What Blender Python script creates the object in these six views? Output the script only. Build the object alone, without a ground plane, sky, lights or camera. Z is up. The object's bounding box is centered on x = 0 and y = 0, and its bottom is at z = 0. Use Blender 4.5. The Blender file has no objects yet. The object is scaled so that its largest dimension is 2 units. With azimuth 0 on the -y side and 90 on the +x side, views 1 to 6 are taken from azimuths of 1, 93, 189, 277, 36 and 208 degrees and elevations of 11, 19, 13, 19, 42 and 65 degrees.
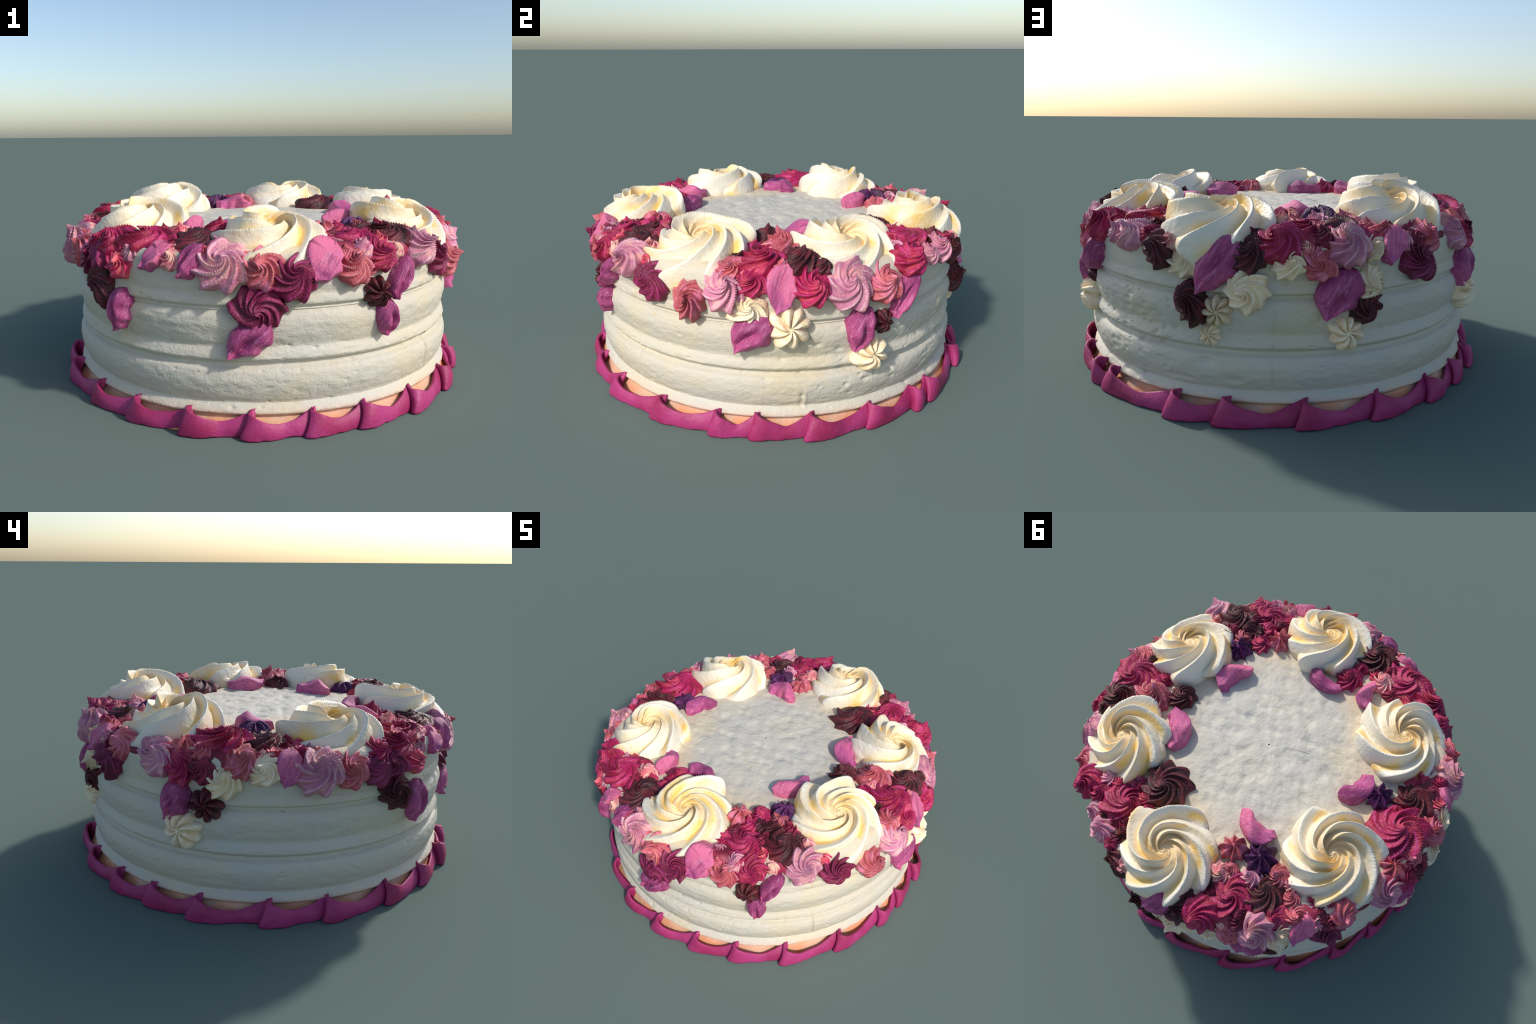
"""A round white buttercream cake: combed sides, a piped ruffle round the foot and a
crown of piped rosettes, swirl kisses, stars and petals in cream, pink, magenta and maroon."""
import bpy, math, random
import numpy as np
from mathutils import Matrix, Vector, noise

rng = np.random.default_rng(7)
random.seed(7)
TAU = math.tau

# ------------------------------------------------------------------ small tools
def lin(r, g, b):
    f = lambda c: (c / 255 / 12.92) if c / 255 <= 0.04045 else ((c / 255 + 0.055) / 1.055) ** 2.4
    return (f(r), f(g), f(b), 1.0)

def smooth(x, a, b):
    t = np.clip((x - a) / (b - a), 0, 1)
    return t * t * (3 - 2 * t)

def spline(points, n):
    """Catmull-Rom through hand-placed points, n samples."""
    P = np.array(points, float)
    P = np.vstack([2 * P[0] - P[1], P, 2 * P[-1] - P[-2]])
    u = np.linspace(0, len(P) - 3 - 1e-9, n)
    i = u.astype(int); t = (u - i)[:, None]
    a, b, c, d = P[i], P[i + 1], P[i + 2], P[i + 3]
    return 0.5 * (2 * b + (c - a) * t + (2 * a - 5 * b + 4 * c - d) * t ** 2 + (3 * b - a - 3 * c + d) * t ** 3)

def grid_mesh(name, V, closed_u=True, cap_end=True):
    """V[rows, cols, 3]: cols wrap round; last row may be a pole."""
    m, n, _ = V.shape
    r, c = np.meshgrid(np.arange(m - 1), np.arange(n if closed_u else n - 1), indexing='ij')
    c2 = (c + 1) % n
    F = np.stack([r * n + c, r * n + c2, (r + 1) * n + c2, (r + 1) * n + c], -1).reshape(-1, 4)
    me = bpy.data.meshes.new(name)
    verts = V.reshape(-1, 3)
    me.vertices.add(len(verts)); me.vertices.foreach_set('co', verts.ravel().astype(np.float32))
    me.loops.add(F.size); me.loops.foreach_set('vertex_index', F.ravel().astype(np.int32))
    me.polygons.add(len(F))
    me.polygons.foreach_set('loop_start', np.arange(0, F.size, 4, dtype=np.int32))
    me.polygons.foreach_set('loop_total', np.full(len(F), 4, np.int32))
    me.update(calc_edges=True)
    me.validate()
    me.polygons.foreach_set('use_smooth', np.ones(len(me.polygons), bool))
    return me

def value_noise2(U, V, nu, seed, octaves=1, wrap=True):
    """Smooth lattice noise on arrays; U in [0,1) wraps, V is free. nu = cells round."""
    out = np.zeros_like(U); amp = 1.0; tot = 0
    for o in range(octaves):
        L = np.random.default_rng(seed + o).uniform(-1, 1, (nu, 256))
        u = (U * nu) % nu; v = (V * nu) % 255
        i = u.astype(int) % nu; j = v.astype(int); fu = u - np.floor(u); fv = v - np.floor(v)
        fu = fu * fu * (3 - 2 * fu); fv = fv * fv * (3 - 2 * fv)
        i2 = (i + 1) % nu; j2 = (j + 1) % 256
        out += amp * ((L[i, j] * (1 - fu) + L[i2, j] * fu) * (1 - fv) + (L[i, j2] * (1 - fu) + L[i2, j2] * fu) * fv)
        tot += amp; amp *= 0.5; nu = nu * 2
    return out / tot

# ------------------------------------------------------------------ materials
class NT:
    def __init__(self, name, rough=0.5, spec=0.35):
        self.mat = bpy.data.materials.new(name); self.mat.use_nodes = True
        self.t = self.mat.node_tree
        self.b = self.t.nodes['Principled BSDF']
        self.b.inputs['Roughness'].default_value = rough
        self.b.inputs['Specular IOR Level'].default_value = spec
        self.co = self.t.nodes.new('ShaderNodeTexCoord').outputs['Object']
    def n(self, kind, **kw):
        nd = self.t.nodes.new(kind)
        for k, v in kw.items(): setattr(nd, k, v)
        return nd
    def l(self, a, b): self.t.links.new(a, b)
    def math(self, op, a, b=None, c=None):
        nd = self.n('ShaderNodeMath', operation=op)
        for i, x in enumerate((a, b, c)):
            if x is None: continue
            if isinstance(x, (int, float)): nd.inputs[i].default_value = x
            else: self.l(x, nd.inputs[i])
        return nd.outputs[0]
    def noise(self, scale, detail=3, rough=0.5, vec=None, offset=None):
        nd = self.n('ShaderNodeTexNoise')
        nd.inputs['Scale'].default_value = scale; nd.inputs['Detail'].default_value = detail
        nd.inputs['Roughness'].default_value = rough
        v = vec or self.co
        if offset is not None:
            ad = self.n('ShaderNodeVectorMath', operation='ADD'); self.l(v, ad.inputs[0]); self.l(offset, ad.inputs[1]); v = ad.outputs[0]
        self.l(v, nd.inputs['Vector'])
        return nd.outputs['Fac']
    def ramp(self, fac, lo, hi, a=0.0, b=1.0):
        nd = self.n('ShaderNodeMapRange'); nd.interpolation_type = 'SMOOTHSTEP'
        self.l(fac, nd.inputs['Value'])
        for k, v in (('From Min', lo), ('From Max', hi), ('To Min', a), ('To Max', b)): nd.inputs[k].default_value = v
        return nd.outputs['Result']
    def mix(self, fac, a, b):
        nd = self.n('ShaderNodeMix', data_type='RGBA')
        if isinstance(fac, (int, float)): nd.inputs[0].default_value = fac
        else: self.l(fac, nd.inputs[0])
        for s, x in ((6, a), (7, b)):
            if isinstance(x, tuple): nd.inputs[s].default_value = x
            else: self.l(x, nd.inputs[s])
        return nd.outputs[2]
    def bump(self, h, strength, dist):
        nd = self.n('ShaderNodeBump'); nd.inputs['Strength'].default_value = strength; nd.inputs['Distance'].default_value = dist
        self.l(h, nd.inputs['Height']); self.l(nd.outputs[0], self.b.inputs['Normal'])
    def done(self, col):
        self.l(col, self.b.inputs['Base Color']); return self.mat
    def spiral_phase(self, lobes, turn, soft):
        """0..1 saw between the ridges of a piped swirl: lobes*(angle + turn*ln(rho+soft))/tau."""
        s = self.n('ShaderNodeSeparateXYZ'); self.l(self.co, s.inputs[0])
        ang = self.math('ARCTAN2', s.outputs['Y'], s.outputs['X'])
        rho = self.math('SQRT', self.math('ADD', self.math('MULTIPLY', s.outputs['X'], s.outputs['X']), self.math('MULTIPLY', s.outputs['Y'], s.outputs['Y'])))
        ln = self.math('LOGARITHM', self.math('ADD', rho, soft), math.e)
        ph = self.math('MULTIPLY', self.math('MULTIPLY_ADD', ln, turn, ang), lobes / TAU)
        return self.math('FLOORED_MODULO', ph, 1.0), rho, s.outputs['Z']

KISS_LOBES, KISS_TURN, KISS_SOFT = 8, 1.75, 0.16
ROSE_LOBES, ROSE_TURN, ROSE_SOFT = 7, 2.35, 0.10

def rand_offset(nt):
    oi = nt.n('ShaderNodeObjectInfo')
    return nt.math('MULTIPLY', oi.outputs['Random'], 37.0), oi.outputs['Random']

def piped_material(name, base, crest, alt, third, alt_amt=0.5):
    """Two-tone buttercream: base, paler or purpler ridge lines, patches of a second shade."""
    nt = NT(name, 0.45, 0.35)
    off, rnd = rand_offset(nt)
    ph, rho, z = nt.spiral_phase(KISS_LOBES, KISS_TURN, KISS_SOFT)
    d = nt.math('MINIMUM', ph, nt.math('SUBTRACT', 1.0, ph))          # 0 on a ridge
    line = nt.ramp(d, 0.0, 0.17, 1.0, 0.0)
    patch = nt.ramp(nt.noise(1.3, 2, offset=off), 0.42, 0.62)
    col = nt.mix(nt.math('MULTIPLY', patch, alt_amt), base, alt)
    streak = nt.ramp(nt.noise(1.6, 2, offset=nt.math('ADD', off, 11.3)), 0.5, 0.66, 0, 0.8)
    col = nt.mix(streak, col, third)
    broken = nt.ramp(nt.noise(2.2, 2, offset=off), 0.35, 0.6, 0.25, 0.85)
    col = nt.mix(nt.math('MULTIPLY', line, broken), col, crest)
    hs = nt.n('ShaderNodeHueSaturation'); nt.l(col, hs.inputs['Color'])
    nt.l(nt.math('MULTIPLY_ADD', rnd, 0.3, 0.87), hs.inputs['Value'])
    nt.bump(nt.noise(9, 4), 0.25, 0.08)
    return nt.done(hs.outputs[0])

PALETTE = {}
def palette():
    P = {
        'magenta':   ((162, 30, 76), (186, 52, 124), (132, 26, 50), (196, 70, 92), 0.75),
        'plum':      ((130, 34, 74), (172, 56, 118), (84, 30, 44), (112, 32, 56), 0.6),
        'rose':      ((196, 52, 92), (214, 84, 120), (226, 128, 120), (150, 30, 66), 0.6),
        'wine':      ((120, 28, 58), (150, 40, 70), (70, 28, 36), (160, 44, 72), 0.6),
        'maroon':    ((76, 30, 36), (122, 44, 52), (56, 36, 36), (104, 34, 46), 0.7),
        'lilac':     ((194, 126, 146), (222, 182, 190), (184, 108, 142), (222, 162, 158), 0.6),
        'salmon':    ((184, 90, 96), (208, 132, 132), (156, 52, 74), (214, 122, 150), 0.5),
        'blush':     ((222, 134, 140), (236, 190, 180), (236, 206, 176), (206, 98, 116), 0.7),
        'cream':     ((234, 212, 172), (242, 230, 206), (226, 190, 160), (238, 224, 196), 0.5),
        'aubergine': ((70, 28, 72), (112, 46, 122), (62, 36, 42), (96, 34, 92), 0.5),
    }
    for k, (a, b, c, t, f) in P.items():
        PALETTE[k] = piped_material('buttercream_' + k, lin(*a), lin(*b), lin(*c), lin(*t), f)
    for k, a, b in (('pink', (212, 106, 142), (180, 80, 132)), ('violet', (146, 56, 106), (190, 86, 136))):
        nt = NT('petal_' + k, 0.5, 0.35)
        off, rnd = rand_offset(nt)
        s = nt.n('ShaderNodeSeparateXYZ'); nt.l(nt.co, s.inputs[0])
        g = nt.math('ADD', nt.math('MULTIPLY', s.outputs['X'], 0.35), nt.noise(1.1, 2, offset=off))
        col = nt.mix(nt.ramp(g, 0.3, 0.85), lin(*a), lin(*b))
        mp = nt.n('ShaderNodeMapping'); mp.inputs['Scale'].default_value = (0.7, 4.5, 3.0); nt.l(nt.co, mp.inputs[0])
        streak = nt.ramp(nt.noise(1.4, 4, 0.6, vec=mp.outputs[0], offset=off), 0.48, 0.72, 0, 0.6)
        col = nt.mix(streak, col, lin(214, 138, 176))
        deep = nt.ramp(nt.noise(1.7, 2, vec=mp.outputs[0], offset=off), 0.5, 0.3, 0, 0.5)
        col = nt.mix(deep, col, lin(126, 42, 88))
        nt.bump(nt.noise(14, 4), 0.3, 0.06)
        PALETTE['petal_' + k] = nt.done(col)

def rosette_material():
    nt = NT('vanilla_buttercream', 0.42, 0.4)
    off, rnd = rand_offset(nt)
    ph, rho, z = nt.spiral_phase(ROSE_LOBES, ROSE_TURN, ROSE_SOFT)
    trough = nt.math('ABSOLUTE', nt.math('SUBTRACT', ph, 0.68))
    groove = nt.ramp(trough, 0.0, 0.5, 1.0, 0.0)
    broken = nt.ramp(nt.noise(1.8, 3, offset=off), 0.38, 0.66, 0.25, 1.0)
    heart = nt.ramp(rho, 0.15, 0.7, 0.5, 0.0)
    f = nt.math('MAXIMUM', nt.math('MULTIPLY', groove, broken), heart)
    col = nt.mix(nt.math('MULTIPLY', f, 1.0), lin(230, 223, 204), lin(242, 198, 104))  # yellow glow of light through the cream, coloured into grooves and centre
    nt.bump(nt.noise(10, 4), 0.15, 0.05)
    return nt.done(col)

def cake_material():
    nt = NT('white_buttercream', 0.6, 0.25)
    s = nt.n('ShaderNodeSeparateXYZ'); nt.l(nt.co, s.inputs[0])
    tone = nt.ramp(nt.noise(3.0, 3), 0.35, 0.7)
    col = nt.mix(tone, lin(200, 193, 175), lin(195, 190, 178))
    col = nt.mix(nt.ramp(nt.noise(2.1, 4), 0.52, 0.72, 0, 0.7), col, lin(206, 192, 160))
    # bounce light off the ruffle painted as peach; cream tint by the crown
    bounce_tint = nt.ramp(s.outputs['Z'], 0.04, 0.11, 0.95, 0.0)
    bounce_tint = nt.math('MULTIPLY', bounce_tint, nt.ramp(nt.noise(9, 3), 0.3, 0.6, 0.55, 1.0))
    col = nt.mix(bounce_tint, col, lin(224, 146, 100))
    rho = nt.math('SQRT', nt.math('ADD', nt.math('MULTIPLY', s.outputs['X'], s.outputs['X']), nt.math('MULTIPLY', s.outputs['Y'], s.outputs['Y'])))
    top = nt.ramp(s.outputs['Z'], 0.70, 0.735)
    warm = nt.math('MULTIPLY', nt.math('MULTIPLY', top, nt.ramp(rho, 0.34, 0.56, 0, 0.85)), nt.ramp(nt.noise(5, 3), 0.3, 0.65, 0.3, 1))
    col = nt.mix(warm, col, lin(220, 196, 160))
    # yellow crumbs showing in the little air holes
    vo = nt.n('ShaderNodeTexVoronoi'); vo.inputs['Scale'].default_value = 10; vo.inputs['Randomness'].default_value = 1
    nt.l(nt.co, vo.inputs['Vector'])
    spot = nt.ramp(vo.outputs['Distance'], 0.03, 0.085, 0.6, 0.0)
    keep = nt.n('ShaderNodeSeparateColor'); nt.l(vo.outputs['Color'], keep.inputs[0])
    spot = nt.math('MULTIPLY', spot, nt.ramp(keep.outputs[0], 0.55, 0.6))
    col = nt.mix(spot, col, lin(206, 170, 96))
    mp = nt.n('ShaderNodeMapping'); mp.inputs['Scale'].default_value = (1, 1, 1.6); nt.l(nt.co, mp.inputs[0])
    h = nt.math('ADD', nt.noise(38, 4, 0.6, vec=mp.outputs[0]), nt.math('MULTIPLY', nt.noise(120, 2), 0.3))
    nt.bump(h, 0.45, 0.010)
    return nt.done(col)

def ruffle_material():
    nt = NT('raspberry_ruffle', 0.5, 0.35)
    f = nt.ramp(nt.noise(4.5, 3), 0.35, 0.65)
    col = nt.mix(f, lin(148, 38, 84), lin(168, 56, 114))
    col = nt.mix(nt.ramp(nt.noise(40, 3), 0.55, 0.8, 0, 0.3), col, lin(186, 76, 124))
    nt.bump(nt.noise(60, 4), 0.25, 0.01)
    return nt.done(col)

# ------------------------------------------------------------------ cake drum
TOP, SIDE, RIM = 0.728, 0.906, 0.06
def eccentric(az_deg):
    """The hand-iced drum is not quite round: a little full towards the front left."""
    g = lambda c, w: np.exp(-(((az_deg - c + 180) % 360 - 180) / w) ** 2)
    return 0.010 * g(337, 20) + 0.004 * g(265, 18) - 0.004 * g(45, 30) - 0.003 * g(160, 40)

# side profile from the table up: (radius, height); combed bulges, beads and undercuts
SIDE_PROFILE = [(0.958, 0.000), (0.957, 0.014), (0.948, 0.028), (0.934, 0.044), (0.920, 0.060), (0.919, 0.068), (0.931, 0.078), (0.934, 0.088), (0.922, 0.103),
                (0.907, 0.116), (0.907, 0.124), (0.918, 0.145), (0.929, 0.180), (0.933, 0.212), (0.928, 0.240), (0.919, 0.256), (0.901, 0.266), (0.895, 0.274),
                (0.897, 0.282), (0.910, 0.290), (0.918, 0.298), (0.920, 0.306), (0.914, 0.322), (0.905, 0.336), (0.901, 0.348),
                (0.910, 0.375), (0.918, 0.410), (0.921, 0.440), (0.915, 0.466), (0.904, 0.481), (0.893, 0.488), (0.898, 0.493), (0.893, 0.498),
                (0.896, 0.504), (0.908, 0.511), (0.911, 0.521), (0.906, 0.540), (0.900, 0.552), (0.903, 0.58), (0.906, 0.64), (SIDE, TOP - RIM)]

def cake_body(mat):
    n = 960
    side = spline(SIDE_PROFILE, 190)
    mean = 0.916 - 0.02 * (side[:, 1] - 0.2)                # the combed relief is shallow
    side[:, 0] = np.where(side[:, 1] > 0.06, mean + 0.88 * (side[:, 0] - mean), side[:, 0])
    a = np.linspace(0, math.pi / 2, 14)[1:]
    arc = np.stack([SIDE - RIM + RIM * np.cos(a), TOP - RIM + RIM * np.sin(a)], 1)
    inner = np.linspace(SIDE - RIM, 0.004, 120)[1:]
    top = np.stack([inner, np.full_like(inner, TOP)], 1)
    bottom = np.array([[0.004, 0.001], [0.95, 0.001]])
    prof = np.vstack([bottom, side, arc, top])
    nb, ns = 2, len(side) + len(arc)
    th = np.linspace(0, TAU, n, endpoint=False)
    R = np.repeat(prof[:, :1], n, 1); Z = np.repeat(prof[:, 1:], n, 1)
    T = np.repeat(th[None], len(prof), 0)
    U = T / TAU; az = np.degrees((T + math.pi / 2)) % 360       # 0 = towards -y, 90 = +x
    isside = np.zeros(len(prof)); isside[nb:nb + len(side)] = 1; isside = isside[:, None]
    istop = np.zeros(len(prof)); istop[nb + ns:] = 1; istop = istop[:, None]
    # --- the sides: hand-turned waviness, drag marks, pinholes and torn places
    d = 0.004 * value_noise2(U, Z * 0.25, 9, 11, 2) + 0.0022 * value_noise2(U, Z * 0.55, 60, 21, 2)
    d += 0.0018 * value_noise2(U, Z * 0.4, 150, 31, 2)
    rough = np.exp(-((np.minimum(np.abs(az - 138), 360 - np.abs(az - 138))) / 42.0) ** 2)
    d += rough * 0.0035 * np.minimum(0, value_noise2(U, Z * 0.45, 75, 41, 2) + 0.1) * 2
    pr = np.random.default_rng(5)
    def pit(paz, pz, w, h, depth):
        nonlocal d
        da = (T - math.radians(paz - 90) + math.pi) % TAU - math.pi
        q = (da * SIDE / w) ** 2 + ((Z - pz) / h) ** 2
        d = d - depth * np.exp(-q ** 1.5) * isside
    for k in range(260):
        pit(pr.uniform(0, 360), pr.uniform(0.1, 0.55), pr.uniform(0.004, 0.013), pr.uniform(0.0025, 0.006), pr.uniform(0.003, 0.008))
    for k in range(75):
        pit(pr.normal(138, 20), pr.uniform(0.1, 0.5), pr.uniform(0.006, 0.022), pr.uniform(0.004, 0.010), pr.uniform(0.004, 0.011))
    pit(179, 0.165, 0.035, 0.014, 0.008); pit(172, 0.235, 0.035, 0.016, 0.012); pit(165, 0.15, 0.05, 0.010, 0.006)
    # --- scraper seam at the back and a lift mark
    for saz, z0, z1 in ((189.5, 0.10, 0.47), (100.5, 0.10, 0.22), (52, 0.13, 0.33)):
        da = (az - saz + 180) % 360 - 180
        d += (0.006 * np.exp(-(da / 0.35) ** 2) - 0.005 * np.exp(-((da + 0.9) / 0.6) ** 2)) * smooth(Z, z0, z0 + .03) * (1 - smooth(Z, z1 - .05, z1))
    R = R + d * isside + eccentric(az) * smooth(R, 0.3, 0.9)
    # --- the top: spatula chop marks, a swirl step left where the blade lifted
    X, Y = R * np.cos(T), R * np.sin(T)
    lump = np.zeros_like(X)
    for s, amp, sx, sy in ((51, 0.0055, 11, 17), (61, 0.0050, 22, 30), (71, 0.0012, 55, 62)):
        xr = X * math.cos(.5) - Y * math.sin(.5); yr = X * math.sin(.5) + Y * math.cos(.5)
        lump += amp * value_noise2((xr * sx + 60) / 128 % 1, (yr * sy + 60) / 128, 128, s)
    lump = lump - 0.55 * np.maximum(lump - 0.0015, 0)
    rho = np.hypot(X, Y)
    swirl = 0.205 + 0.03 * np.exp(-((az - 42) % 360 / 30) ** 2)
    arc_on = ((az > 285) | (az < 45))
    lump += 0.0025 * (1 - smooth(rho, swirl - 0.004, swirl + 0.004)) * arc_on * smooth(rho, 0.06, 0.19)
    lump += 0.013 * (1 - smooth(np.hypot(X + 0.12, Y), 0.05, 0.62))
    Z = Z + lump * istop * (1 - smooth(rho, 0.80, 0.86))
    V = np.stack([R * np.cos(T), R * np.sin(T), Z], -1)
    ob = bpy.data.objects.new('cake_body', grid_mesh('cake_body', V))
    ob.data.materials.append(mat)
    return ob

# ------------------------------------------------------------------ ruffle round the foot
FOLDS = [13.5, 27, 43, 61.5, 78, 88.5, 102.7, 119, 133.7, 141.8, 164.8, 178, 196.5, 215.2, 232, 245.8, 260, 278.3,
         293.6, 312.7, 328.3, 343.6, 358.8]
def ruffle(mat):
    # one pleat: (fraction of pitch, top radius, top height, foot radius, foot sweep): the top edge is pinched
    # against the cake at the fold while the foot billows out and back over the end of the previous pleat
    pleat = ((0.0, 0.934, 0.097, 0.974, -0.06), (-0.045, 0.946, 0.100, 0.984, -0.10), (-0.060, 0.966, 0.100, 0.998, -0.12), (0.0, 0.985, 0.096, 1.006, -0.10),
             (0.11, 0.992, 0.085, 1.006, -0.05), (0.27, 0.984, 0.067, 0.996, -0.01), (0.48, 0.969, 0.055, 0.983, 0.0), (0.72, 0.953, 0.068, 0.975, 0.0), (0.90, 0.940, 0.088, 0.970, 0.0))
    pts = []
    r2 = np.random.default_rng(3)
    F = FOLDS + [FOLDS[0] + 360]
    for a0, a1 in zip(F[:-1], F[1:]):
        D = a1 - a0
        b = r2.uniform(-0.008, 0.007); h = r2.uniform(-0.010, 0.010); lean = r2.uniform(0.7, 1.3); dip = r2.uniform(-0.008, 0.008)
        lo = min(D, 16) / D         # the loop keeps its size when the pleat is long
        for k, (f, rt, zt, rb, sweep) in enumerate(pleat):
            f = f * lo * (lean if f < 0 else 1) if k < 6 else f
            e = 1.0 if 2 <= k <= 5 else 0.0
            pts.append((a0 + f * D, rt + b * e, zt + h * e + (dip if k == 6 else 0), rb + b * e, sweep * lo * lean * D))
    pts.append((pts[0][0] + 360,) + pts[0][1:])
    P = spline(pts, len(pts) * 9)[:-1]
    m = 16
    v = np.linspace(0, 1, m)[:, None]
    az, rt, zt, rb, sw = P.T
    az = np.radians(az[None] + sw[None] * (1 - v) ** 1.3)
    Rr = rb - (rb - rt) * v ** 1.7 + 0.004 * np.sin(v * math.pi) - 0.015
    Rr = Rr + 0.0025 * np.sin(az * 37 + 2 * v) * np.sin(az * 11)
    Zz = zt * v ** 0.95 + 0.004 * np.maximum(0, np.sin(az * 61 + np.sin(az * 23))) * (1 - v) ** 2
    V = np.stack([Rr * np.sin(az), -Rr * np.cos(az), Zz + 0 * az], -1)
    ob = bpy.data.objects.new('ruffle_border', grid_mesh('ruffle_border', V))
    so = ob.modifiers.new('thickness', 'SOLIDIFY'); so.thickness = 0.014; so.offset = 0
    ob.data.materials.append(mat)
    return ob

# ------------------------------------------------------------------ piped shapes (unit radius)
def ridge(x, trough):
    """Sharp crest at 0, a long slope down to the trough, then a steep lip up to the next crest."""
    x = x % 1.0
    return np.where(x < trough, 1 - np.sin(math.pi / 2 * x / trough), 1 - np.cos(math.pi / 2 * (x - trough) / (1 - trough)))

def piped(name, profile, rows, cols, lobes, turn, soft, amp, trough, seed, waves=0.25, bend=(0, 0), rounded=False, edge=0.0, soft_crest=0.0, wander=1.0, scallop=0.0):
    """Star-nozzle swirl: a profile turned round, its surface pushed along the normal by spiral ridges."""
    r = np.random.default_rng(seed)
    pr = spline(profile, rows)
    tang = np.gradient(pr, axis=0); tang /= np.linalg.norm(tang, axis=1)[:, None] + 1e-9
    nrm = np.stack([tang[:, 1], -tang[:, 0]], 1)
    nrm[nrm[:, 1] < -0.3] *= 1
    rho = np.maximum(pr[:, 0], 0)[:, None]; z = pr[:, 1][:, None]
    t = np.linspace(0, TAU, cols, endpoint=False)[None]
    warp = 0.10 * np.sin(t + r.uniform(0, TAU)) + 0.07 * np.sin(2 * t + r.uniform(0, TAU))
    ph = lobes * (t + warp * 0.6 * wander + turn * np.log(rho + soft)) / TAU
    if rounded:
        g = np.abs(np.sin(math.pi * ph)) ** 0.75
    else:
        g = ridge(ph, trough) * (1 - soft_crest) + soft_crest * (0.5 + 0.5 * np.cos(TAU * ph))
    idx = np.floor(ph).astype(int) % lobes
    gain = 1 + waves * r.uniform(-1, 1, lobes)
    # the gain of a lobe fades into its neighbour at the trough, so no steps appear
    gi = gain[idx]; gn = gain[(idx + 1) % lobes]
    x = ph % 1.0
    gsel = gi if rounded else np.where(x < trough, gi, gn)
    w = smooth(rho, 0.02, 0.38) * (1 - edge * (1 - smooth(z, -0.1, 0.5 * pr[:, 1].max())))
    low = 0.06 * np.sin(3 * t + 2.2 * z + r.uniform(0, TAU)) + 0.08 * np.sin(2 * t + r.uniform(0, TAU))
    d = amp * (g * gsel - 0.45) * w + 0.45 * low * w
    jag = 0.006 * np.sin(11 * t + 9 * z + r.uniform(0, 6)) * np.sin(13 * z + 5 * t) * g * w
    d = d + jag
    if scallop:                                           # petal ends round off the outline
        sc = np.abs(np.sin(math.pi * (ph + 1 - trough))) ** 0.6
        d = d + scallop * (sc * gsel - 0.7) * smooth(rho, 0.7, 0.98)
    lopsided = 0.035 * np.cos(t - r.uniform(0, TAU)) * smooth(rho, 0.1, 0.5) * (1 - smooth(rho, 0.7, 1.0)) * wander / 2
    R = rho + nrm[:, :1] * d; Z = z + nrm[:, 1:] * d + lopsided
    zmax = pr[:, 1].max()
    k = smooth(Z, 0.35 * zmax, zmax) ** 1.5
    X = R * np.cos(t) + bend[0] * k; Y = R * np.sin(t) + bend[1] * k
    return grid_mesh(name, np.stack([X, Y, Z + 0 * X], -1))

KISS_PROFILE = [(0.55, -0.55), (0.80, -0.40), (0.96, -0.1), (1.0, 0.18), (0.92, 0.42), (0.72, 0.62), (0.48, 0.76), (0.28, 0.89), (0.16, 1.06), (0.085, 1.24), (0.0, 1.38)]
DOME_PROFILE = [(0.60, -0.5), (0.85, -0.35), (0.98, -0.1), (1.0, 0.18), (0.92, 0.40), (0.75, 0.56), (0.52, 0.67), (0.32, 0.75), (0.17, 0.84), (0.08, 0.96), (0.0, 1.04)]
STAR_PROFILE = [(0.5, -0.45), (0.8, -0.3), (1.0, -0.05), (1.0, 0.16), (0.86, 0.34), (0.62, 0.46), (0.38, 0.53), (0.18, 0.57), (0.06, 0.60), (0.0, 0.60)]
ROSE_PROFILE = [(0.80, -0.45), (0.93, -0.34), (1.0, -0.14), (1.0, 0.0), (0.95, 0.12), (0.82, 0.23), (0.64, 0.335), (0.50, 0.385), (0.40, 0.40), (0.31, 0.385), (0.23, 0.34), (0.15, 0.30), (0.07, 0.30), (0.0, 0.33)]

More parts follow.
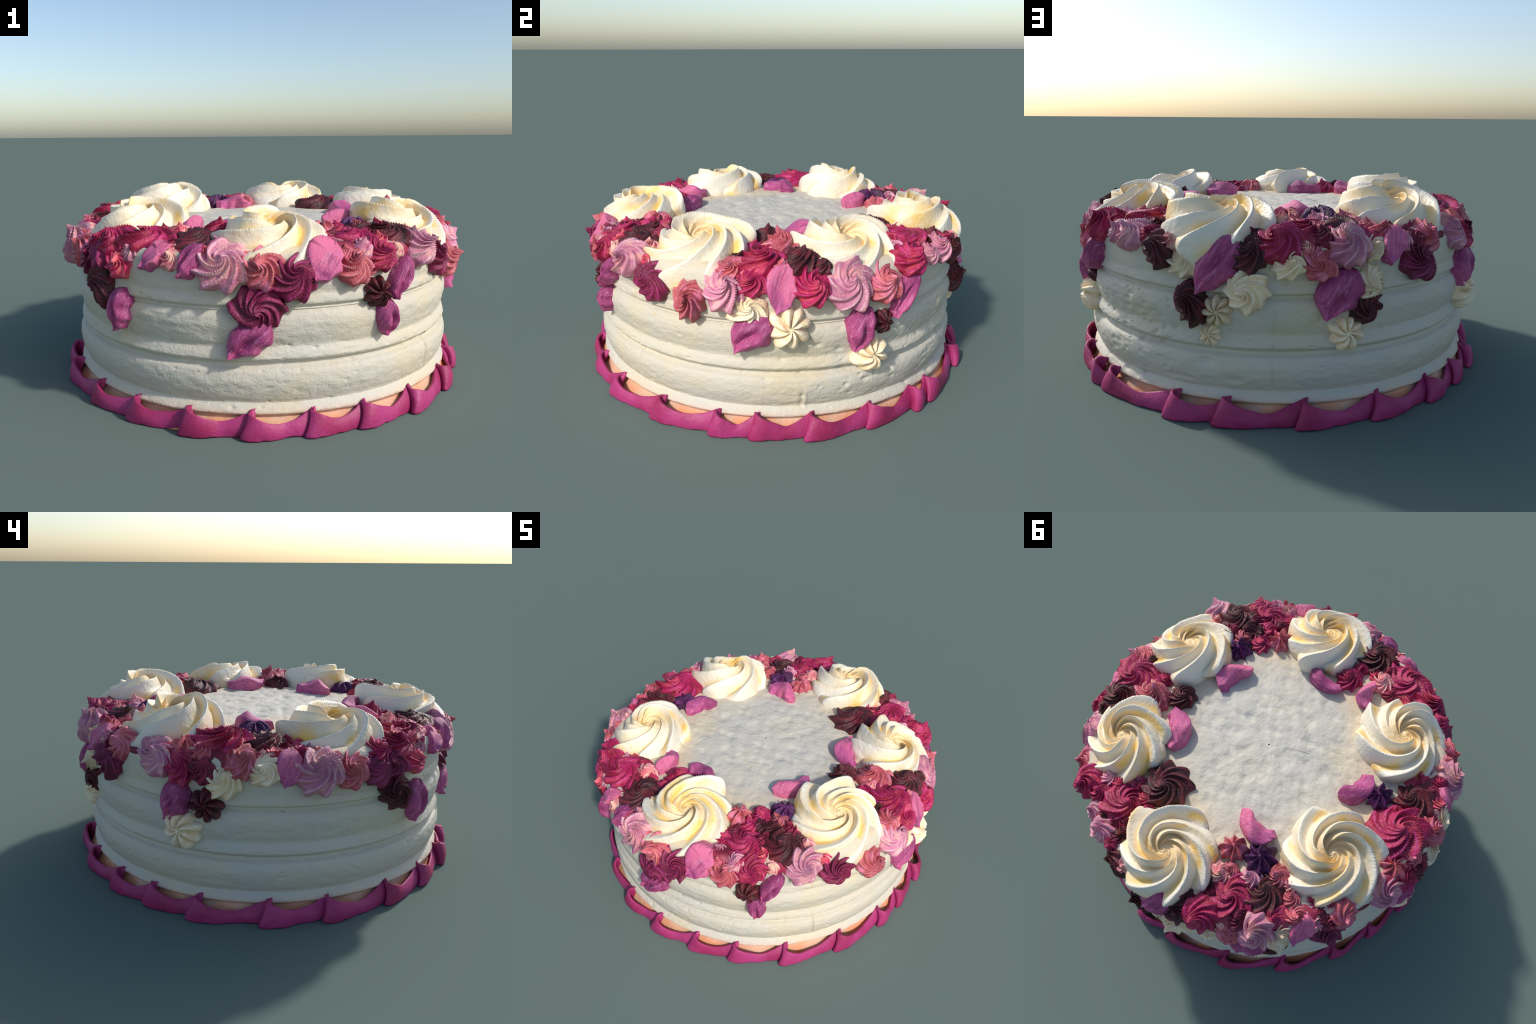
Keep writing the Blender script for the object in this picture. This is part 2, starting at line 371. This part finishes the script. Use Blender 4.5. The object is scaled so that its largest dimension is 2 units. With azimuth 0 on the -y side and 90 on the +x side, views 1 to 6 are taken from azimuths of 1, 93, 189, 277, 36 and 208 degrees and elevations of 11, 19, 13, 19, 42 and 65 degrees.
def petal_mesh(name, seed, kind):
    """Leaf-tip stroke, x along (-1 blunt start .. 1 pointed tip), half width 1, height 1."""
    r = np.random.default_rng(seed)
    m, n = 44, 36
    u = np.linspace(0, 1, m)[:, None]; a = np.linspace(0, TAU, n, endpoint=False)[None]
    width = (np.sin(math.pi * np.clip(u * 0.93 + 0.035, 0, 1)) ** 0.62) * (1 - 0.30 * smooth(u, 0.6, 1.0)) * np.sqrt(np.clip(1 - u, 0, 1) * 0.4 + 0.6)
    if kind == 'curl': width = np.sin(math.pi * np.clip(u, 0, 1)) ** 0.22 * 0.8
    width = width * np.clip(u * 9, 0, 1) ** .5 * np.clip((1 - u) * 7, 0, 1) ** 0.8 + 0.02
    y = np.cos(a); s = np.sin(a)
    up = np.abs(s) ** 0.65
    hgt = (np.sin(math.pi * (u * 0.86 + 0.07)) ** (0.2 if kind == 'curl' else 0.42))
    off = r.uniform(-0.25, 0.25) + 0.25 * np.sin(u * 3 + r.uniform(0, 6))
    if kind == 'pillow':            # plump, with one soft fold running to the tip
        zt = hgt * up * (0.88 - 0.46 * np.exp(-((y - off) / 0.2) ** 2) * smooth(u, 0.2, 0.6) + 0.18 * np.exp(-((y - off - 0.4) / 0.25) ** 2))
    elif kind == 'dish':            # flat face with turned-up edges
        zt = hgt * (up ** 0.45) * (0.62 + 0.34 * y ** 2 + 0.12 * y * np.sign(off))
    else:                           # upright curl: tall thin wall, one side hollow
        zt = hgt * up ** 0.45 * (0.88 + 0.14 * np.sin(u * 9 + r.uniform(0, 6)))
    z = np.where(s >= 0, zt, -0.7 * up * hgt)
    X = (2 * u - 1) + 0 * a
    Y = width * y * (1 + 0.10 * np.sin(3.1 * u * TAU + r.uniform(0, 6)) * (y > 0))
    Y = Y + 0.16 * np.sin(u * math.pi * 1.3 + r.uniform(0, 2)) * (1 if seed % 2 else -1)
    if kind == 'curl':
        Y = Y + 0.55 * np.maximum(z, 0) * np.cos(u * math.pi * 1.1 + .2) - 0.5 * (np.sin(u * math.pi) - .5)
    tipk = smooth(u, 0.72, 1.0)
    if kind == 'curl': tipk = tipk * 0.3
    Z = z * (1 - 0.55 * tipk) + 0.45 * tipk ** 2 * r.uniform(0.4, 1.1) - 0.05
    Z = Z + 0.04 * np.sin(7 * u + 3 * y + r.uniform(0, 6))
    me = grid_mesh(name, np.stack([X, Y, Z], -1))
    return me

# ------------------------------------------------------------------ placing on the cake
def seat(az, v):
    """Point and outward normal on the cake skin; v = distance past the middle of the rim
    (negative on the top, positive down the side)."""
    q = math.pi / 4 * RIM
    if v < -q: r, z, e = SIDE - RIM + (v + q), TOP, math.pi / 2
    elif v > q: r, z, e = SIDE, TOP - RIM - (v - q), 0.0
    else:
        b = (v + q) / RIM
        r, z, e = SIDE - RIM + RIM * math.sin(b), TOP - RIM + RIM * math.cos(b), math.pi / 2 - b
    # pieces near the edge lean with a softer, wider curve than the rim itself
    s = min(max((v + 0.16) / 0.34, 0), 1); es = (1 - s * s * (3 - 2 * s)) * math.pi / 2
    e = 0.35 * e + 0.65 * es
    A = math.radians(az)
    rad = Vector((math.sin(A), -math.cos(A), 0))
    nrm = (rad * math.cos(e) + Vector((0, 0, 1)) * math.sin(e)).normalized()
    tx = Vector((math.cos(A), math.sin(A), 0))
    r += float(eccentric(az))
    sink = (0.025 - 0.018 * math.exp(-((az - 116) / 24) ** 2)) * math.exp(-((v + 0.04) / 0.11) ** 2)      # the crown is pressed down over the rim
    return rad * r + Vector((0, 0, z)) - nrm * sink, tx, nrm.cross(tx), nrm

def place(name, mesh, mat, pos, X, N, scale, parent):
    ob = bpy.data.objects.new(name, mesh)
    Z = N.normalized(); Xo = (X - Z * X.dot(Z)).normalized(); Y = Z.cross(Xo)
    M = Matrix((Xo, Y, Z)).transposed().to_4x4(); M.translation = pos
    ob.matrix_world = M @ Matrix.Diagonal((*scale, 1))
    ob.material_slots[0].link = 'OBJECT'; ob.material_slots[0].material = mat
    bpy.context.scene.collection.objects.link(ob)
    ob.parent = parent
    return ob

# where the decorator put things: (azimuth deg, v, width[, tip lean across, tip lean up])
SWIRLS = {
    'plum': [(0, 0.206, 0.17, -0.11, 0.2), (7.9, 0.104, 0.142, 0.13, 0.45), (58.3, 0.103, 0.145), (226.8, 0.11, 0.137, 0.04, 0.49), (306.4, 0.08, 0.129, 0.21, 0.53),
         (312.4, 0.065, 0.12, -0.4, 0.35)],
    'salmon': [(0.7, 0.06, 0.141, 0.07, 0.28), (24, 0.076, 0.128, -0.06, 0.6), (70, 0.137, 0.127), (80.9, -0.018, 0.106), (95.7, -0.237, 0.155),
         (121.9, 0.084, 0.139, -0.18, 0.6), (199.3, 0.083, 0.128, 0.08, 0.47), (232.1, 0.018, 0.119, 0.16, -0.1), (270.1, 0.014, 0.115, 0.2, 0.28), (299.1, 0.073, 0.126)],
    'magenta': [(21.4, -0.121, 0.078), (29.3, -0.099, 0.181), (32.2, 0.038, 0.122, -0.06, 0.46), (33.8, -0.277, 0.089), (87.1, 0.039, 0.115, -0.07, 0.6),
         (88.8, -0.107, 0.2), (101.9, 0.065, 0.131, 0.04, 0.45), (131.8, 0.013, 0.127), (143.3, -0.138, 0.175, 0.4, 0.6), (189.7, -0, 0.146),
         (197.6, -0.134, 0.179), (253.7, 0.058, 0.12, 0.39, 0.6), (261.8, -0.157, 0.226), (309.1, -0.004, 0.106), (316.9, -0.016, 0.126),
         (326.3, -0.104, 0.199), (342, -0.332, 0.115)],
    'blush': [(38.3, 0.02, 0.068, -0.4, 0.45), (50.9, 0.023, 0.065), (78.9, -0.04, 0.063), (161.9, 0.011, 0.091, -0.06, 0.29), (196.6, 0.005, 0.073, -0.07, 0.19),
         (330.9, -0.208, 0.102), (337.9, 0.033, 0.077, 0.24, 0.45)],
    'maroon': [(42.2, -0.1, 0.195), (88.6, -0.373, 0.11), (99, -0.078, 0.136), (144.2, -0.353, 0.18), (153.5, -0.062, 0.089),
         (158.4, 0.062, 0.117, -0.4, -0.03), (168.4, 0.258, 0.129, -0.4, 0.23), (182.7, 0.046, 0.131), (208.3, -0.147, 0.167), (210.7, 0.265, 0.115, 0.24, 0),
         (276.4, -0.141, 0.169), (314, 0.191, 0.131, -0.4, -0.1), (342.4, -0.107, 0.189)],
    'lilac': [(47.5, 0.032, 0.151), (79.5, 0.077, 0.138, 0.07, 0.6), (111.8, 0.069, 0.166, -0.16, 0.44), (148.8, 0.019, 0.119), (206.4, 0.028, 0.148, -0.15, 0.49),
         (246.4, 0.041, 0.144, 0.14, 0.53), (290.1, 0.064, 0.158, -0.08, 0.53), (351.4, 0.051, 0.171, -0.04, 0.49)],
    'cream': [(85.7, 0.149, 0.127), (166.8, 0.096, 0.114), (182.1, 0.192, 0.138), (192, 0.086, 0.109), (211.7, 0.164, 0.1, 0.26, 0.09),
         (213.4, 0.043, 0.09, -0.4, 0.6), (266.1, 0.106, 0.122, 0.14, 0.57), (276.7, 0.051, 0.115, -0.18, 0.51)],
    'wine': [(260.3, 0.056, 0.113)],
    'rose': [(321.4, 0.078, 0.112, 0.4, 0.6)],
}
STARS = {
    'salmon': [(24.4, -0.265, 0.127), (193, -0.333, 0.124), (252.5, -0.056, 0.128)],
    'maroon': [(30.7, 0.182, 0.109), (121.8, 0.252, 0.097), (261.4, 0.207, 0.125)],
    'aubergine': [(45.5, -0.296, 0.128), (206.1, -0.302, 0.152), (271.6, -0.298, 0.129)],
    'cream': [(95.9, 0.222, 0.155), (117.8, 0.38, 0.144), (173, 0.374, 0.077), (175, 0.277, 0.108), (205.8, 0.361, 0.125),
         (254.8, 0.326, 0.151)],
}
# petals: (azimuth, v, width, length, heading deg: 0 = along the rim, -90 = straight down)
PETALS = {
    'pink': [(15.8, 0.038, 0.13, 0.177, -129), (54.9, -0.459, 0.101, 0.229, 21), (94.2, 0.066, 0.11, 0.187, -108), (109.7, -0.423, 0.115, 0.254, -167), (202.4, -0.451, 0.107, 0.225, -22),
         (218.7, 0.039, 0.087, 0.166, -112), (282.5, 0.043, 0.095, 0.15, -114), (328, -0.324, 0.087, 0.176, 152), (333.5, 0.031, 0.069, 0.146, -136)],
    'violet': [(33.3, 0.29, 0.087, 0.133, -108), (37.7, 0.136, 0.073, 0.177, -116), (86.6, 0.253, 0.135, 0.19, -121), (115, 0.26, 0.117, 0.178, -121), (128.7, 0.15, 0.087, 0.2, -131),
         (174.9, 0.099, 0.134, 0.247, -116), (203.9, 0.206, 0.145, 0.205, -117), (252.5, 0.206, 0.118, 0.176, -125), (269.8, -0.41, 0.105, 0.219, -25), (322.1, 0.269, 0.11, 0.174, -110),
         (343.4, 0.041, 0.085, 0.15, -126), (350.5, -0.437, 0.08, 0.218, -178), (357.5, 0.335, 0.118, 0.197, -132)],
}
# rosettes: (azimuth, radius on the top, disc radius, height factor, outward tilt deg, spin)
ROSETTES = [(3.5, 0.712, 0.222, 0.92, 13, 10), (65.5, 0.710, 0.220, 0.88, 13, 95), (117.5, 0.710, 0.218, 0.90, 13, 200),
            (170.0, 0.722, 0.226, 1.02, 5, 300), (236.3, 0.644, 0.232, 1.16, 4, 220), (302.0, 0.662, 0.226, 1.04, 9, 150)]

def bed(mat):
    """The coloured buttercream the crown of swirls melts into: a low lumpy ring over the rim."""
    n, m = 640, 48
    u = np.linspace(0, TAU, n, endpoint=False)[None]; v = np.linspace(0, 1, m)[:, None]
    U = (u + 0 * v) / TAU
    top_edge = -0.20 + 0.05 * value_noise2(U, 0 * U, 14, 81, 2)
    low_edge = 0.075 + 0.03 * value_noise2(U, 0 * U, 16, 85, 2)
    az = np.degrees(U * TAU)
    for gap, wd in ((329, 9), (338, 5)):                 # bare icing left under the front-left rosette
        low_edge = low_edge - 0.06 * np.exp(-((az - gap) / wd) ** 2)
    s = top_edge * (1 - v) + low_edge * v
    q = math.pi / 4 * RIM
    b = np.clip((s + q) / RIM, 0, math.pi / 2)
    r = SIDE - RIM + np.minimum(s + q, 0) + RIM * np.sin(b)
    z = TOP - RIM - np.maximum(s - q, 0) + RIM * np.cos(b)
    thick = (0.011 + 0.010 * value_noise2(U, v * 0.03, 46, 91, 2) + 0.008 * value_noise2(U, v * 0.05, 130, 95, 1)) * np.clip(np.sin(math.pi * v), 0, 1) ** 0.5 - 0.008
    for ra, rr, RR, *_ in ROSETTES:                      # none of it shows through a rosette
        dx = r * np.sin(u) - rr * math.sin(math.radians(ra)); dy = -r * np.cos(u) + rr * math.cos(math.radians(ra))
        thick = thick - 0.03 * (1 - smooth(np.hypot(dx, dy), RR * 0.9, RR * 1.12))
    r = r + thick * np.sin(b) + eccentric(az); z = z + thick * np.cos(b)
    V = np.stack([r * np.sin(u), -r * np.cos(u), z], -1)
    ob = bpy.data.objects.new('frosting_bed', grid_mesh('frosting_bed', V))
    ob['kind'] = 'stuff'
    ob.data.materials.append(mat)
    return ob

def bed_material():
    nt = NT('blended_buttercream', 0.5, 0.35)
    col = nt.mix(nt.ramp(nt.noise(7, 2), 0.38, 0.6), lin(104, 28, 46), lin(150, 44, 72))
    col = nt.mix(nt.ramp(nt.noise(5.3, 2, offset=nt.n('ShaderNodeCombineXYZ').outputs[0]), 0.55, 0.7), col, lin(150, 48, 70))
    nt.bump(nt.noise(40, 3), 0.3, 0.01)
    return nt.done(col)

def build():
    palette()
    root = bpy.data.objects.new('decorated_cake', None)
    bpy.context.scene.collection.objects.link(root)
    root['label'] = 'round white buttercream cake crowned with piped pink, maroon and cream flowers'
    root['category'] = 'cake'
    for ob in (cake_body(cake_material()), ruffle(ruffle_material()), bed(bed_material())):
        bpy.context.scene.collection.objects.link(ob); ob.parent = root

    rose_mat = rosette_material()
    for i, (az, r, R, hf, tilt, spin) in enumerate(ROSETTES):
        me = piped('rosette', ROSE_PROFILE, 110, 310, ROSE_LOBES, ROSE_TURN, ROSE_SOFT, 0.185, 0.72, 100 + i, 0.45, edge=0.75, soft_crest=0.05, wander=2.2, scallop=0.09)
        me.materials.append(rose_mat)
        A = math.radians(az); rad = Vector((math.sin(A), -math.cos(A), 0)); tx = Vector((math.cos(A), math.sin(A), 0))
        t = math.radians(tilt)
        N = Vector((0, 0, 1)) * math.cos(t) + rad * math.sin(t)
        sp = math.radians(spin)
        # the outer side of each rosette sags over the edge of the cake
        co = np.empty(len(me.vertices) * 3, np.float32); me.vertices.foreach_get('co', co); co = co.reshape(-1, 3)
        lx = tx * math.cos(sp) + rad * math.sin(sp); ly = N.cross(lx)
        out = r + R * (co[:, 0] * lx.dot(rad) + co[:, 1] * ly.dot(rad))
        co[:, 2] -= (1.2 if 160 < az < 180 else 2.3) * np.maximum(0, out - 0.79) ** 2 / (R * hf)
        me.vertices.foreach_set('co', co.ravel()); me.update()
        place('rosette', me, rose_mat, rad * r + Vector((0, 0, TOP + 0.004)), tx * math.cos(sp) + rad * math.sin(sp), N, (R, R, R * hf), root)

    kisses, domes = [], []
    for k in range(6):
        a = k * 1.3
        me = piped('frosting_swirl', KISS_PROFILE, 42, 112, KISS_LOBES, KISS_TURN, KISS_SOFT, 0.30, 0.64, 200 + k, 0.45, (0.32 * math.cos(a), 0.32 * math.sin(a)), edge=0.45, soft_crest=0.18)
        me.materials.append(None); kisses.append(me)
        me = piped('frosting_swirl', DOME_PROFILE, 44, 136, KISS_LOBES, KISS_TURN * 1.0, KISS_SOFT, 0.28, 0.64, 300 + k, 0.5, (0.24 * math.cos(a), 0.24 * math.sin(a)), edge=0.45, soft_crest=0.18)
        me.materials.append(None); domes.append(me)
    stars, lobes = [], []
    for k in range(3):
        me = piped('frosting_star', STAR_PROFILE, 36, 128, 8, 0.25, 0.16, 0.30, 0.5, 400 + k, 0.2); me.materials.append(None); stars.append(me)
        me = piped('frosting_star', STAR_PROFILE, 36, 128, 8, 0.35, 0.16, 0.36, 0.5, 420 + k, 0.2, rounded=True); me.materials.append(None); lobes.append(me)
    shapes = {}
    for kind in ('pillow', 'dish', 'curl'):
        shapes[kind] = []
        for k in range(4):
            me = petal_mesh('frosting_petal', 500 + k, kind); me.materials.append(None); shapes[kind].append(me)

    pick = random.Random(12)
    for colour, spots in SWIRLS.items():
        for s in spots:
            az, v, d = s[:3]
            p, tx, ty, n = seat(az, v)
            lx, ly = s[3:5] if len(s) > 3 else (pick.uniform(-.1, .1), 0.35 if v > 0 else 0.1)
            lean = (tx * lx + ty * ly) * 1.1
            big = d > 0.16
            N = (n + lean * (0.6 if not big else 0.25)).normalized()
            R = d / 2 * 1.22
            h = pick.uniform(0.86, 1.08) * (0.68 if big else 0.88 if v < 0.13 else 0.98)
            a = pick.uniform(0, TAU)
            X = tx * math.cos(a) + ty * math.sin(a)
            place('frosting_swirl', pick.choice(domes if big or (v > 0.0 and pick.random() < .45) else kisses), PALETTE[colour], p - n * 0.004, X, N,
                  (R * pick.uniform(.9, 1.1), R * pick.uniform(.94, 1.14), R * h), root)
    # small dabs squeezed in wherever the crown still shows icing
    taken = [(s[0], s[1], s[2] / 2) for t in (SWIRLS, STARS) for l in t.values() for s in l]
    taken += [(s[0], s[1], s[2] / 2) for l in PETALS.values() for s in l]
    fr = random.Random(31); added = 0
    for _ in range(4000):
        az, v, R = fr.uniform(0, 360), fr.uniform(-0.24, 0.06), fr.uniform(0.032, 0.052)
        if 325 < az < 342 and v > 0: continue
        rr = SIDE - RIM + min(v + math.pi / 4 * RIM, 0) + 0.03
        A = math.radians(az)
        if any(math.hypot(rr * math.sin(A) - q[1] * math.sin(math.radians(q[0])), -rr * math.cos(A) + q[1] * math.cos(math.radians(q[0]))) < q[2] * 0.96 + R * 0.45 for q in ROSETTES): continue
        if any(math.hypot(math.radians((az - a + 180) % 360 - 180) * 0.85, v - b) < 0.70 * (c + R) for a, b, c in taken): continue
        taken.append((az, v, R)); added += 1
        p, tx, ty, n = seat(az, v)
        a = fr.uniform(0, TAU)
        place('frosting_swirl', fr.choice(kisses), PALETTE[fr.choice(['magenta', 'magenta', 'salmon', 'rose', 'maroon', 'wine', 'blush', 'lilac'])], p,
              tx * math.cos(a) + ty * math.sin(a), (n + ty * fr.uniform(0, .4) + tx * fr.uniform(-.2, .2)).normalized(), (R * 1.12, R * 1.12, R * fr.uniform(.9, 1.15)), root)
        if added > 80: break
    for colour, spots in STARS.items():
        for az, v, d in spots:
            p, tx, ty, n = seat(az, v)
            a = pick.uniform(0, TAU); X = tx * math.cos(a) + ty * math.sin(a)
            R = d / 2 * 0.99
            N = (n + ty * 0.12 + tx * pick.uniform(-.15, .15)).normalized()
            place('frosting_star', pick.choice(lobes if colour in ('cream', 'maroon') else stars), PALETTE[colour], p, X, N, (R, R, R * pick.uniform(1.25, 1.5)), root)
    for colour, spots in PETALS.items():
        for az, v, w, L, ang in spots:
            p, tx, ty, n = seat(az, v)
            a = math.radians(ang)
            X = tx * math.cos(a) + ty * math.sin(a)
            upright = v < -0.3
            if upright:
                place('frosting_petal', pick.choice(shapes['curl']), PALETTE['petal_' + colour], p + n * 0.0, X, n, (L / 2 * 0.92, w * 0.56, 0.076), root)
            else:
                kind = 'dish' if colour == 'pink' else 'pillow'
                place('frosting_petal', pick.choice(shapes[kind]), PALETTE['petal_' + colour], p, X, (n + ty * .1).normalized(), (L / 2 * 1.1, w / 2 * 1.28, 0.066 if v < 0.13 else 0.084), root)

build()
